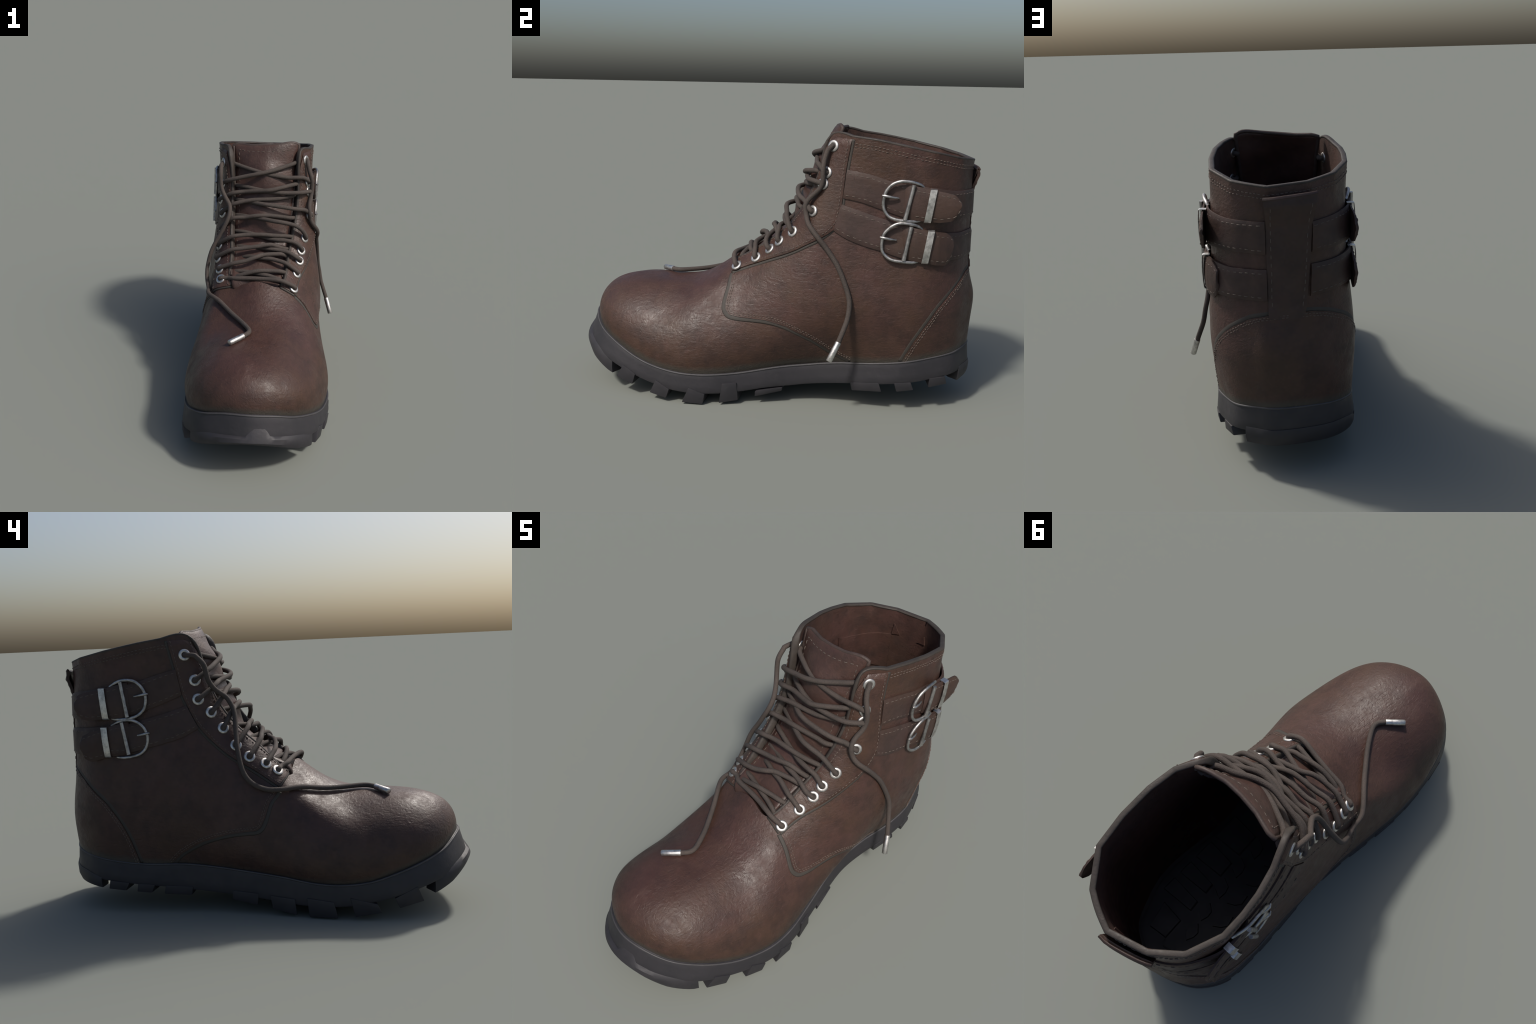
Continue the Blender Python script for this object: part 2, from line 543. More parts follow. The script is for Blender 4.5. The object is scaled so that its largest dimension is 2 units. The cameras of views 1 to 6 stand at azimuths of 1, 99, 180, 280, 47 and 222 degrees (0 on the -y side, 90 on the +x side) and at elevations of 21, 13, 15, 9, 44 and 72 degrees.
outsole = build_sole()
V, F = tube([ring_pt(i / 8, .0085, RING[i][2] - .0005) for i in range(RN)] + [ring_pt(0, .0085, RING[0][2] - .0005)], .0050, 8, caps=False)
welt = make("welt", V, F, LIP_HIGHLIGHT_RUBBER, outsole, True)  # thin pale tube modelling the highlight on the sole's rounded top lip



def box_mesh(name, pts8, mat, parent, bevel=.006):
    """Hexahedron from 8 points (bottom four, top four), edges rounded."""
    F = [(0, 1, 2, 3), (7, 6, 5, 4), (0, 4, 5, 1), (1, 5, 6, 2), (2, 6, 7, 3), (3, 7, 4, 0)]
    ob = make(name, pts8, F, mat, parent, False)
    bm = bmesh.new()
    bm.from_mesh(ob.data)
    if bevel:
        bmesh.ops.bevel(bm, geom=bm.edges[:] + bm.verts[:], offset=bevel, segments=2, profile=.6, affect='EDGES')
    bm.to_mesh(ob.data)
    bm.free()
    ob.data.shade_smooth()
    ob.data.set_sharp_from_angle(angle=math.radians(40))
    return ob


def side_lug(side, top, bot, ztop, depth=.13, skew=0.0, out=.023):
    """Tread lug on the sole edge. top / bot: y range of its upper and lower outer edge."""
    flare = lambda y: out + toe_flare(y) * .030
    cx = -.05
    P = []
    for (y0, y1), zz, low in ((bot, None, True), (top, ztop, False)):
        b0, b1 = ring_pt(t_at(side, y0), flare(y0) - (.004 if low else 0), 0), ring_pt(t_at(side, y1), flare(y1) - (.004 if low else 0), 0)
        inn = unit(np.array([cx - (b0[0] + b1[0]) / 2, skew, 0]))
        dep = depth * (1 + rng.uniform(-.08, .08))
        c0, c1 = b0 + inn * dep, b1 + inn * dep
        c = (c0 + c1) / 2
        c0, c1 = c + (c0 - c) * .8, c + (c1 - c) * .8
        for p, k in ((b0, 0), (b1, 1), (c1, 1), (c0, 0)):
            z = zt(p[1], GROUND) + rng.uniform(0, .003) if low else zz[k]
            P.append(np.array([p[0], p[1], z]))
    return box_mesh("lug", P, RUBBER, outsole, .005)


# upper edge range, lower edge range, heights of the upper corners
LUGS_LATERAL = [((-.695, -.626), (-.734, -.647), (.152, .117)), ((-.519, -.447), (-.554, -.466), (.106, .068)), ((-.353, -.276), (-.387, -.286), (.086, .055)),
                ((-.197, -.127), (-.211, -.119), (.110, .112)), ((-.040, .092), (-.040, .091), (.068, .084)), ((.431, .567), (.440, .581), (.135, .147)),
                ((.636, .712), (.650, .727), (.152, .157)), ((.797, .871), (.796, .882), (.172, .176))]
LUGS_MEDIAL = [((-.725, -.629), (-.752, -.651), (.156, .104)), ((-.556, -.434), (-.573, -.455), (.078, .106)), ((-.362, -.236), (-.378, -.245), (.084, .096)),
               ((-.180, -.060), (-.186, -.070), (.088, .098)), ((-.005, .126), (.004, .129), (.104, .114)), ((.319, .455), (.329, .465), (.132, .138)),
               ((.507, .592), (.526, .599), (.142, .147)), ((.635, .733), (.654, .742), (.150, .160))]
for side_, lugs in (('l', LUGS_LATERAL), ('m', LUGS_MEDIAL)):
    for tp, bt, zz in lugs:
        side_lug(side_, tp, bt, zz, .13 if abs(tp[0]) < .6 else .11, .05 * (1 if tp[0] < 0 else -1))
# middle of the tread: lozenge lugs between the side rows
for cx, cy, ang in ((-.10, -.62, .5), (.02, -.60, -.5), (-.10, -.45, -.5), (.04, -.42, .5), (-.09, -.28, .5), (.03, -.26, -.5), (-.11, .42, -.4), (.0, .44, .4), (-.10, .62, .4), (.0, .64, -.4)):
    P = []
    for z in (zt(cy, GROUND) + .004, zt(cy, BAND_BOTTOM) + .005):
        for dx, dy in ((0, -.055), (.032, 0), (0, .055), (-.032, 0)):
            P.append(np.array([cx + dx * math.cos(ang) - dy * math.sin(ang), cy + dx * math.sin(ang) + dy * math.cos(ang), z]))
    box_mesh("lug", P, RUBBER, outsole, .004)


def end_block(name, t0, t1, ztop, zbot, offs, depth, n=32, notch=None):
    """Thick tread bar that follows the outline round the toe or the heel.
    offs: outward offsets (at the ends, extra in the middle) of four profile rows, top to bottom."""
    rows = []
    for i in range(n):
        f = i / (n - 1)
        t = t0 + (t1 - t0) * f
        e = bump(f)
        yb = ring_pt(t, 0, 0)[1]
        zu, zb = ztop(yb), zbot(yb)
        zn = zu
        if notch and abs(f - notch[0]) < notch[1]:
            zn += notch[2] * min(1, 2.0 * (1 - abs(f - notch[0]) / notch[1]))
        o = [a + b * e for a, b in offs]
        h = zu - zb
        q = [ring_pt(t, o[0] - (zn - zu) * .45, zn), ring_pt(t, o[1], zu - h * .20), ring_pt(t, o[2], zu - h * .66), ring_pt(t, o[3], zb),
             ring_pt(t, -depth * (.35 + .65 * e), zb + .004), ring_pt(t, -depth * (.35 + .65 * e), zu)]
        rows.append(q)
    G = np.array(rows)
    V = G.reshape(-1, 3)
    m = G.shape[1]
    F = grid_faces(n, m, closed_v=True) + [tuple(range(m)), tuple((n - 1) * m + k for k in range(m))[::-1]]
    return make(name, V, F, RUBBER, outsole, True, 35)


bump = lambda f: min(1.0, math.sin(math.pi * f) ** .6 * 1.1) if 0 < f < 1 else 0
end_block("lug", t_at('l', -.762), t_at('m', -.800), lambda y: zt(y, [(-.96, .262), (-.93, .255), (-.85, .212), (-.76, .166)]),
          lambda y: zt(y, [(-.94, .226), (-.91, .196), (-.86, .150), (-.80, .112), (-.76, .089)]),
          [(.027, .016), (.030, .027), (.032, .032), (.030, .028)], .10, notch=(.46, .075, .045))
end_block("lug", t_at('m', .775), NW + t_at('l', .932), lambda y: zt(y, [(.75, .165), (.86, .2), (1, .215)]),
          lambda y: zt(y, [(.75, .118), (1.0, .142)]),
          [(.018, .003), (.023, .002), (.022, .001), (.015, -.002)], .10)

#BODY
# ---------------------------------------------------- panels of the upper
LAT_SEAM = [(-.165, .90), (-.165, .70), (-.172, .650), (-.173, .625), (-.178, .568), (-.190, .500), (-.189, .470), (-.168, .447), (-.121, .441),
            (.013, .438), (.115, .417), (.233, .359), (.332, .288), (.423, .240), (.47, .19)]
MED_SEAM = [(-.165, .90), (-.150, .70), (-.135, .652), (-.108, .588), (-.067, .535), (-.043, .461), (-.024, .423), (.002, .408), (.042, .405),
            (.141, .391), (.255, .357), (.363, .297), (.426, .240), (.45, .19)]
COUNTER = [(.249, .665, .255), (.253, .722, .368), (.240, .812, .520), (.198, .876, .598), (.160, .907, .634), (.094, .944, .676),
           (.019, .969, .697), (-.065, .965, .703), (-.155, .940, .701), (-.230, .905, .685), (-.285, .845, .652), (-.318, .801, .618),
           (-.338, .725, .548), (-.340, .660, .455), (-.337, .615, .365), (-.329, .575, .245)]


def seam_field(y, z, line):
    """Signed distance to an open polyline in the side view; positive behind/above it."""
    L = np.array(line)
    a, b = L[:-1], L[1:]
    d = b - a
    p = np.array([y, z])
    t = np.clip(((p - a) * d).sum(1) / (d * d).sum(1), 0, 1)
    q = a + d * t[:, None]
    r = p - q
    k = np.argmin((r * r).sum(1))
    dist = math.sqrt((r[k] ** 2).sum())
    c = d[k][0] * r[k][1] - d[k][1] * r[k][0]
    return dist if c > 0 else -dist


_ct = sorted((math.atan2(x + .04, y - .55), z) for x, y, z in COUNTER)


def counter_field(x, y, z):
    if y < .50:
        return -.3
    th = math.atan2(x + .04, y - .55)
    if th < _ct[0][0] or th > _ct[-1][0]:
        return -.05 - .3 * min(abs(th - _ct[0][0]), abs(th - _ct[-1][0]))
    return float(np.interp(th, [a for a, b in _ct], [b for a, b in _ct])) - z


def quarter_field(x, y, z):
    if y > .52:
        return .2
    return seam_field(y, z, LAT_SEAM if x > -.055 else MED_SEAM)


def cut(bm, fn, keep):
    """Cut the mesh along the zero line of fn; keep one side. Border vertices land on the line."""
    val = {v: fn(*v.co) for v in bm.verts}
    for v in val:
        if abs(val[v]) < 6e-4:
            val[v] = 0.0
    new = set(v for v in val if val[v] == 0.0)
    for e in [e for e in bm.edges if val[e.verts[0]] * val[e.verts[1]] < 0]:
        a, b = e.verts
        f = val[a] / (val[a] - val[b])
        _, nv = bmesh.utils.edge_split(e, a, f)
        val[nv] = 0.0
        new.add(nv)
    for f in list(bm.faces):
        c = [v for v in f.verts if v in new]
        if len(c) == 2 and not any(set(c) == set(e.verts) for e in f.edges):
            bmesh.utils.face_split(f, c[0], c[1])
    dead = [f for f in bm.faces if keep * sum(val[v] for v in f.verts) < 0]
    bmesh.ops.delete(bm, geom=dead, context='FACES')


def panel(name, cuts, off, mat, skirt=.012):
    bm = bmesh.new()
    bm.from_mesh(UPPER)
    for fn, keep in cuts:
        cut(bm, fn, keep)
    bm.normal_update()
    nrm = {v: nearest(v.co)[1] for v in bm.verts}
    for v in bm.verts:
        v.co += Vector(nrm[v]) * off
    if skirt:
        border = [e for e in bm.edges if e.is_boundary]
        r = bmesh.ops.extrude_edge_only(bm, edges=border)
        ext = [v for v in r["geom"] if isinstance(v, bmesh.types.BMVert)]
        for v in ext:
            v.co -= Vector(nearest(v.co)[1]) * skirt
    bmesh.ops.recalc_face_normals(bm, faces=bm.faces)
    m = bpy.data.meshes.new(name)
    bm.to_mesh(m)
    bm.free()
    m.materials.append(mat)
    m.shade_smooth()
    m.set_sharp_from_angle(angle=math.radians(48))
    ob = bpy.data.objects.new(name, m)
    COL.objects.link(ob)
    ob.parent = boot
    return ob


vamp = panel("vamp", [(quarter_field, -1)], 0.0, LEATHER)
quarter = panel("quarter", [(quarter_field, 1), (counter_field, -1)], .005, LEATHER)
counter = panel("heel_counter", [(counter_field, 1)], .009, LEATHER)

# inner lining and insole
bm = bmesh.new()
bm.from_mesh(UPPER)
_nr = [nearest(v.co)[1] for v in bm.verts]
for v, n_ in zip(bm.verts, _nr):
    v.co -= Vector(n_) * .016
bmesh.ops.reverse_faces(bm, faces=bm.faces)
lm = bpy.data.meshes.new("lining")
bm.to_mesh(lm)
bm.free()
lm.materials.append(LINING)
lm.shade_smooth()
lining = bpy.data.objects.new("lining", lm)
COL.objects.link(lining)
lining.parent = boot


def floor_z(y):
    return zt(y, BAND_BOTTOM) + .035


rows = []
for i in range(0, RN, 2):
    p = ring_pt(i / 8, -.004, 0)
    c = np.array([-.05, np.clip(p[1], -.7, .75), 0])
    row = []
    for f in (0, .2, .4, .6, .8, 1):
        q = p * (1 - f) + c * f
        q[2] = floor_z(q[1])
        row.append(q)
    rows.append(row)
G = np.array(rows)
insole = make("insole", G.reshape(-1, 3), grid_faces(G.shape[0], G.shape[1], closed_u=True), INSOLE, boot)


def insole_pad(pts):
    top = [np.array([x, y, floor_z(y) + .016]) for x, y in pts]
    c = sum(top) / len(top)
    low = [np.array([*(c + (p - c) * 1.1)[:2], floor_z(p[1]) - .004]) for p in top]
    n = len(pts)
    F = [tuple(range(n))] + [(i, (i + 1) % n, n + (i + 1) % n, n + i) for i in range(n)]
    return make("tread_pad", top + low, F, INSOLE, insole, False)


for cx, cy, a, s in ((-.01, .50, .5, 1), (-.105, .49, -.5, 1), (-.033, .636, .3, .9), (-.128, .613, -.4, 1), (-.054, .748, .15, .9), (-.146, .73, -.3, .9),
                     (.0, .37, .5, 1), (-.11, .36, -.5, 1), (0, .24, .5, 1), (-.11, .23, -.5, 1)):
    P = []
    for dx, dy in ((0, .052), (.028, .012), (.022, -.02), (0, -.05), (-.028, -.012), (-.022, .02)):
        P.append((cx + s * (dx * math.cos(a) - dy * math.sin(a)), cy + s * (dx * math.sin(a) + dy * math.cos(a))))
    insole_pad(P)
for k, (y0, y1) in enumerate(((.19, .33), (.37, .47), (.51, .58), (.62, .69), (.74, .86))):
    xo = .19 - .05 * (k == 4)
    insole_pad([(.05 - .006 * k, y0 + .01), (xo, y0), (xo - .03 * (k == 4), y1), (.045 - .006 * k, y1 - .01)])
    xo = -.28 + .05 * (k == 4)
    insole_pad([(-.19, y0 + .01), (-.19, y1 - .01), (xo + .03 * (k == 4), y1), (xo, y0)])


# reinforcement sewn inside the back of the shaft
def lining_patch(outline, n=14):
    top, low = [resample(np.array(o), n) for o in outline]
    A_, B_ = [], []
    for i in range(n):
        a, b = [], []
        for j in range(8):
            q, nn = nearest(top[i] * (1 - j / 7) + low[i] * (j / 7))
            a.append(q - nn * .0225)
            b.append(q - nn * .014)
        A_.append(a)
        B_.append(b)
    V, F = slab(np.array(A_), np.array(B_))
    make("lining_patch", V, F, LINING, lining, True, 40)


lining_patch(([(-.306, .640, 1.100), (-.306, .672, 1.084), (-.288, .767, 1.074), (-.247, .846, 1.074), (-.163, .909, 1.078)],
              [(-.310, .640, .97), (-.306, .690, .93), (-.290, .780, .90), (-.250, .848, .87), (-.170, .914, .86)]))
lining_patch(([(-.153, .909, 1.146), (-.151, .910, 1.146)], [(-.162, .909, 1.082), (-.121, .925, 1.088)]), 4)
lining_patch(([(.015, .952, 1.124), (.018, .952, 1.124)], [(-.020, .950, 1.078), (.030, .950, 1.082)]), 4)

# seam grooves and stitches
stitches = Pile()
pale_stitches = Pile()
grooves = Pile()


def stitch_row(path, pile, length=.013, gap=.007, r=.0022, jitter=.0007):
    """Row of separate thread loops lying along a path of (point, normal)."""
    P = np.array([p for p, n in path])
    Nn = np.array([n for p, n in path])
    d = np.r_[0, np.cumsum(np.linalg.norm(np.diff(P, axis=0), axis=1))]
    s = gap
    at = lambda A, x: np.array([np.interp(x, d, A[:, k]) for k in range(3)])
    while s + length < d[-1]:
        a, b = at(P, s), at(P, s + length)
        n = unit(at(Nn, s + length / 2))
        j = n * rng.normal(0, jitter) + np.cross(n, unit(b - a)) * rng.normal(0, jitter)
        m = at(P, s + length / 2) + n * r * .35 + j
        V, F = tube([a - n * r, a + (b - a) * .15 + n * r * .1 + j, m, a + (b - a) * .85 + n * r * .1 + j, b - n * r], [r * .6, r, r, r, r * .6], 5)
        pile.add(V, F)
        s += (length + gap) * rng.uniform(.9, 1.1)


def surf_path(pts3, off, n=120, shift=0.0, toward=None):
    """Drape a 3D guide on the upper; shift moves it sideways in the surface."""
    S = resample(catmull(pts3, 6), n)
    out = []
    for i, p in enumerate(S):
        q, nn = nearest(p)
        t = unit(S[min(i + 1, n - 1)] - S[max(i - 1, 0)])
        if shift:
            q, nn = nearest(q + np.cross(nn, t) * shift)
        out.append((q + nn * off, nn))
    return out


def groove(path, r, flat=.6):
    P = np.array([p for p, n in path])
    V, F = tube(P, r, 8)
    V = V.reshape(len(P), 8, 3)
    for i, (p, n) in enumerate(path):
        h = (V[i] - p) @ n
        V[i] -= np.outer(h * (1 - flat), n)
    grooves.add(V.reshape(-1, 3), F)


def side_guide(side, yz):
    return [on_side(side, y, z)[0] for y, z in yz]


lat_seam = side_guide('l', LAT_SEAM[3:-1])
med_seam = side_guide('m', MED_SEAM[3:-1])
for guide, sgn in ((lat_seam, 1), (med_seam, -1)):
    groove(surf_path(guide, .000, shift=-.007 * sgn), .0125, .18)
    for s in (.009, .018):
        stitch_row(surf_path(guide, .0055, 200, shift=s * sgn), stitches, .010, .005, .0017)
cg = [np.array(p) for p in COUNTER]
groove(surf_path(cg, .0035, 160, shift=.008), .0125, .18)
for s in (-.008, -.018):
    stitch_row(surf_path(cg, .0088, 240, shift=s), stitches, .011, .005, .002)

# collar: rim binding and double stitching
rim = [np.array(r[-1]) for r in LATERAL[:8]][::-1] + [np.array(r[-1]) for r in MEDIAL[:7]]
rim_line = []
for a, b in zip(rim[:-1], rim[1:]):
    for k in range(8):
        rim_line.append(a + (b - a) * k / 8)
rim_line.append(rim[-1])
for d_, kk in ((.030, .2), (.044, .2)):
    guide = []
    for p in rim_line[5:-5]:
        q, nn = nearest(p - np.array([0, 0, d_]))
        guide.append((q + nn * .0055, nn))
    stitch_row(guide, stitches, .012, .006, .0018)

# throat edges (bottom to top) as smooth curves
THROAT = {'l': [np.array(LATERAL[i][5]) for i in (11, 10, 9, 8, 7)], 'm': [np.array(MEDIAL[i - 1][5]) for i in (11, 10, 9, 8, 7)]}


def throat_curve(side):
    c = resample(catmull(THROAT[side], 10), 60)
    return np.array([nearest(p)[0] for p in c])


TC = {s: throat_curve(s) for s in 'lm'}


def top_boundary():
    """Ordered open edge of the upper, from the lateral throat corner round the collar to the medial one."""
    b_ = bmesh.new()
    b_.from_mesh(UPPER)
    near = lambda p: min((v for v in b_.verts if v.is_boundary), key=lambda v: (v.co - Vector(p)).length)
    v0, v1 = near(LATERAL[11][5]), near(MEDIAL[10][5])
    best = None
    for e0 in [e for e in v0.link_edges if e.is_boundary]:
        path, prev, e = [v0], v0, e0
        while True:
            v = e.other_vert(prev)
            path.append(v)
            if v in (v1, v0):
                break
            prev = v
            e = next(x for x in v.link_edges if x.is_boundary and x is not e)
        if max(q.co.z for q in path) > 1.2:
            best = [np.array(q.co) for q in path]
    b_.free()
    return best


bind_path = resample(top_boundary(), 260)
nT = int(np.argmin(np.linalg.norm(bind_path - np.array(LATERAL[7][5]), axis=1)))
nT2 = int(np.argmin(np.linalg.norm(bind_path - np.array(MEDIAL[6][5]), axis=1)))
# rounded edge profile that caps upper, facing and lining
BP, BN, BH = [], [], []
for k, p in enumerate(bind_path):
    q, nn = nearest(p)
    BP.append(np.array(p)), BN.append(nn)
    BH.append((-.0015, .0185) if k < nT or k >= nT2 else (-.0060, .0118))
BN = np.array(BN)
for _ in range(3):
    BN[1:-1] = (BN[:-2] + BN[1:-1] * 2 + BN[2:]) / 4
BN = np.array([unit(n) for n in BN])
BH = np.array(BH)
for _ in range(4):
    BH[1:-1] = (BH[:-2] + BH[1:-1] * 2 + BH[2:]) / 4
BP = np.array(BP)
BT = np.gradient(BP, axis=0)
V = []
for p, n, t, (c, h) in zip(BP, BN, BT, BH):
    b_ = unit(np.cross(unit(t), n))
    for k in range(14):
        a_ = 2 * math.pi * k / 14
        ca, sa = math.cos(a_), math.sin(a_)
        V.append(p + n * (c + h * math.copysign(abs(ca) ** .7, ca)) + b_ * (.0095 if h > .0165 else .0065) * math.copysign(abs(sa) ** .7, sa))
F = grid_faces(len(BP), 14, closed_v=True) + [tuple(range(14)), tuple((len(BP) - 1) * 14 + k for k in range(14))[::-1]]
binding = make("collar_binding", V, F, BINDING, boot, True, 60)

# facings with eyelets
FACING_REAR = {
    'l': [(.155, -.176, .627), (.169, -.076, .670), (.210, .031, .718), (.245, .152, .775), (.261, .270, .847), (.260, .316, .880), (.257, .338, .915),
          (.252, .348, .960), (.241, .356, 1.029), (.226, .369, 1.165), (.223, .390, 1.302)],
    'm': [(-.278, -.103, .596), (-.285, .006, .682), (-.285, .106, .744), (-.286, .182, .807), (-.286, .259, .895), (-.282, .310, .996),
          (-.279, .336, 1.059), (-.276, .360, 1.164), (-.280, .392, 1.300)]}
FC = {}
for s in 'lm':
    rear = resample(catmull(FACING_REAR[s], 10), 60)
    front = TC[s]
    T_, B_ = [], []
    for i in range(60):
        ta, tb = [], []
        for j in range(15):
            f = j / 14
            f = max(0, i - 53) ** 2 / 36 * .26 * (1 - f) + f
            p = front[i] * (1 - f) + rear[i] * f
            q, nn = nearest(p)
            e = min(1, (1 - f) / .05, )
            h = .0165 if 0 < j < 14 else .013
            if i == 0:
                h = .013
            if i == 59:
                h = .006
            ta.append(q + nn * h)
            tb.append(q - nn * .004)
        T_.append(ta)
        B_.append(tb)
    V, F = slab(np.array(T_), np.array(B_))
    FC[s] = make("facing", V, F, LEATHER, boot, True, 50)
    rp = [(q, n) for q, n in (nearest(p) for p in rear)]
    sg = 1 if s == 'l' else -1
    g2 = surf_path(list(rear[::6]) + [rear[-1]], .004, 150, shift=-.004 * sg)
    groove(g2, .010, .45)
    stitch_row(surf_path(list(rear[::4]) + [rear[-1]], .0165, 200, shift=.012 * sg), stitches, .012, .006, .0018)
    fr = list(front[2::4])
    stitch_row([(q + n * .0165, n) for q, n in (nearest(front[i] * .86 + rear[i] * .14) for i in range(60))], stitches, .012, .006, .0018)
    # bottom end of the facing
    end = [front[0], front[0] * .5 + rear[0] * .5, rear[0]]
    groove([(q + n * .002, n) for q, n in (nearest(p) for p in resample(np.array(end), 12))], .010, .7)
    stitch_row([(q + n * .0165, n) for q, n in (nearest((front[3] * (1 - f) + rear[3] * f)) for f in np.linspace(.1, .9, 12))], stitches, .012, .006, .0018)

EYE = {'l': [(.146, -.155, .654), (.169, -.063, .714), (.183, .007, .762), (.191, .055, .805), (.204, .125, .854), (.214, .232, .956), (.205, .268, 1.088),
             (.203, .279, 1.142), (.195, .303, 1.266)],
       'm': [(-.238, -.084, .656), (-.246, -.035, .697), (-.260, .034, .738), (-.257, .096, .795), (-.249, .156, .878), (-.251, .214, .955), (-.253, .266, 1.020),
             (-.254, .277, 1.110), (-.263, .317, 1.231)]}


def ring_mesh():
    """Eyelet: flared ring outside, barrel, small ring inside; axis +z."""
    prof = [(.0125, -.026), (.020, -.030), (.024, -.027), (.020, -.024), (.0135, -.020), (.013, 0.0), (.0145, .003), (.0195, .0052), (.0245, .0035), (.0275, -.001),
            (.0265, -.004), (.016, -.004)]
    prof = [(.0112, -.018), (.0114, -.002), (.0118, .0028), (.0135, .0048), (.0185, .0056), (.0245, .0046), (.0274, .0022), (.0282, -.0010), (.0270, -.005)]
    n = 28
    V = []
    for k in range(n):
        a = 2 * math.pi * k / n
        for r, z in prof:
            V.append((r * math.cos(a), r * math.sin(a), z))
    F = grid_faces(n, len(prof), closed_u=True)
    return V, F


rv, rf = ring_mesh()
eyelet_mesh = make("eyelet", rv, rf, METAL, None, True)
bpy.data.objects.remove(eyelet_mesh)
eyelet_mesh = bpy.data.meshes["eyelet"]
hv = [(.0115 * math.cos(2 * math.pi * k / 16), .0115 * math.sin(2 * math.pi * k / 16), 0) for k in range(16)]
hole_me = bpy.data.meshes.new("eyelet_hole")
hole_me.from_pydata(hv + [(x, y, -.003) for x, y, z in hv], [], [tuple(range(16))] + [(i, (i + 1) % 16, 16 + (i + 1) % 16, 16 + i) for i in range(16)])
hole_me.materials.append(BLACK)
EN = {}
for s in 'lm':
    for i, p in enumerate(EYE[s]):
        q, nn = nearest(p)
        EN[(s, i)] = (q, nn)
        rot = Vector(nn).to_track_quat('Z', 'Y')
        o = bpy.data.objects.new("eyelet", eyelet_mesh)
        COL.objects.link(o)
        o.parent = FC[s]
        o.rotation_mode = 'QUATERNION'
        o.rotation_quaternion = rot
        o.location = q + nn * .0185
        h = bpy.data.objects.new("eyelet_hole", hole_me)
        COL.objects.link(h)
        h.parent = FC[s]
        h.rotation_mode = 'QUATERNION'
        h.rotation_quaternion = rot
        h.location = q + nn * .0178
        b = bpy.data.objects.new("eyelet", eyelet_mesh)
        COL.objects.link(b)
        b.parent = lining
        b.rotation_mode = 'QUATERNION'
        b.rotation_quaternion = Vector(-nn).to_track_quat('Z', 'Y')
        b.location = q - nn * .0175
        b.scale = (.85, .85, .7)

# ------------------------------------------------------------------- tongue
TSPINE = [(-.150, .600, .115, .00, -.055), (-.146, .664, .134, -.004, -.055), (-.106, .702, .140, .000, -.055), (-.022, .757, .148, .022, -.051), (.054, .825, .155, .046, -.045),
          (.101, .892, .160, .058, -.040), (.131, .975, .165, .066, -.036), (.165, 1.062, .168, .068, -.033), (.199, 1.142, .173, .068, -.032), (.234, 1.228, .179, .064, -.032),
          (.270, 1.297, .185, .040, -.032), (.305, 1.340, .188, .002, -.032)]
# shape of the curled upper edge: sideways position, forward/back, up/down
TOP_EDGE = [(-1, .034, -.012), (-.85, .036, -.003), (-.42, .012, -.004), (0, .003, .003), (.38, .002, .010), (.72, .016, .019), (.88, .024, .018), (1, .032, .006)]
sp = catmull(TSPINE, 5)
T_, B_ = [], []
for i, (y, z, hw, back, xc) in enumerate(sp):
    g = np.gradient(sp[:, :2], axis=0)[i]
    nrm = unit(np.array([0, -g[1], g[0]]))
    ta, tb = [], []
    f = i / (len(sp) - 1)
    for j in range(25):
        u = j / 24 * 2 - 1
        x = xc + u * hw
        crease = .006 * math.sin(f * 26 + u * 2.2) * (1 - abs(u) ** 3) * (f > .12) * min(1, (1 - f) * 6)
        dy = float(np.interp(u, [e[0] for e in TOP_EDGE], [e[1] for e in TOP_EDGE])) * f ** 7
        dz = float(np.interp(u, [e[0] for e in TOP_EDGE], [e[2] for e in TOP_EDGE])) * f ** 9
        p = np.array([x, y + back * abs(u) ** 1.5 + dy, z + dz])
        p += nrm * crease
        th = .010 if 0 < j < 24 else .004
        if i == len(sp) - 1:
            th = .007
        ta.append(p + nrm * th)
        tb.append(p - nrm * th)
    T_.append(ta)
    B_.append(tb)
T_, B_ = np.array(T_), np.array(B_)
V, F = slab(T_, B_)
tongue = make("tongue", V, F, TONGUE, boot, True, 70)
Nt = lambda i, j: unit(np.cross(T_[min(i + 1, len(T_) - 1), j] - T_[max(i - 1, 0), j], T_[i, min(j + 1, 24)] - T_[i, max(j - 1, 0)]))
for sgn in (1, -1):
    pass
tn = np.array([0, -.85, .3])
top_i = len(T_) - 5
path = [(T_[i, 2], tn) for i in range(12, top_i)] + [(T_[top_i, j], tn) for j in range(2, 23)] + [(T_[i, 22], tn) for i in range(top_i, 12, -1)]
stitch_row(path, pale_stitches, .018, .011, .0019)
# rolled tongue edge
edge = [T_[i, 0] * .5 + B_[i, 0] * .5 for i in range(10, len(T_))] + [T_[-1, j] * .5 + B_[-1, j] * .5 for j in range(1, 25)] + \
       [T_[i, 24] * .5 + B_[i, 24] * .5 for i in range(len(T_) - 2, 9, -1)]
V, F = tube(edge, .0092, 8)
make("tongue_edge", V, F, TONGUE_EDGE, tongue, True, 60)

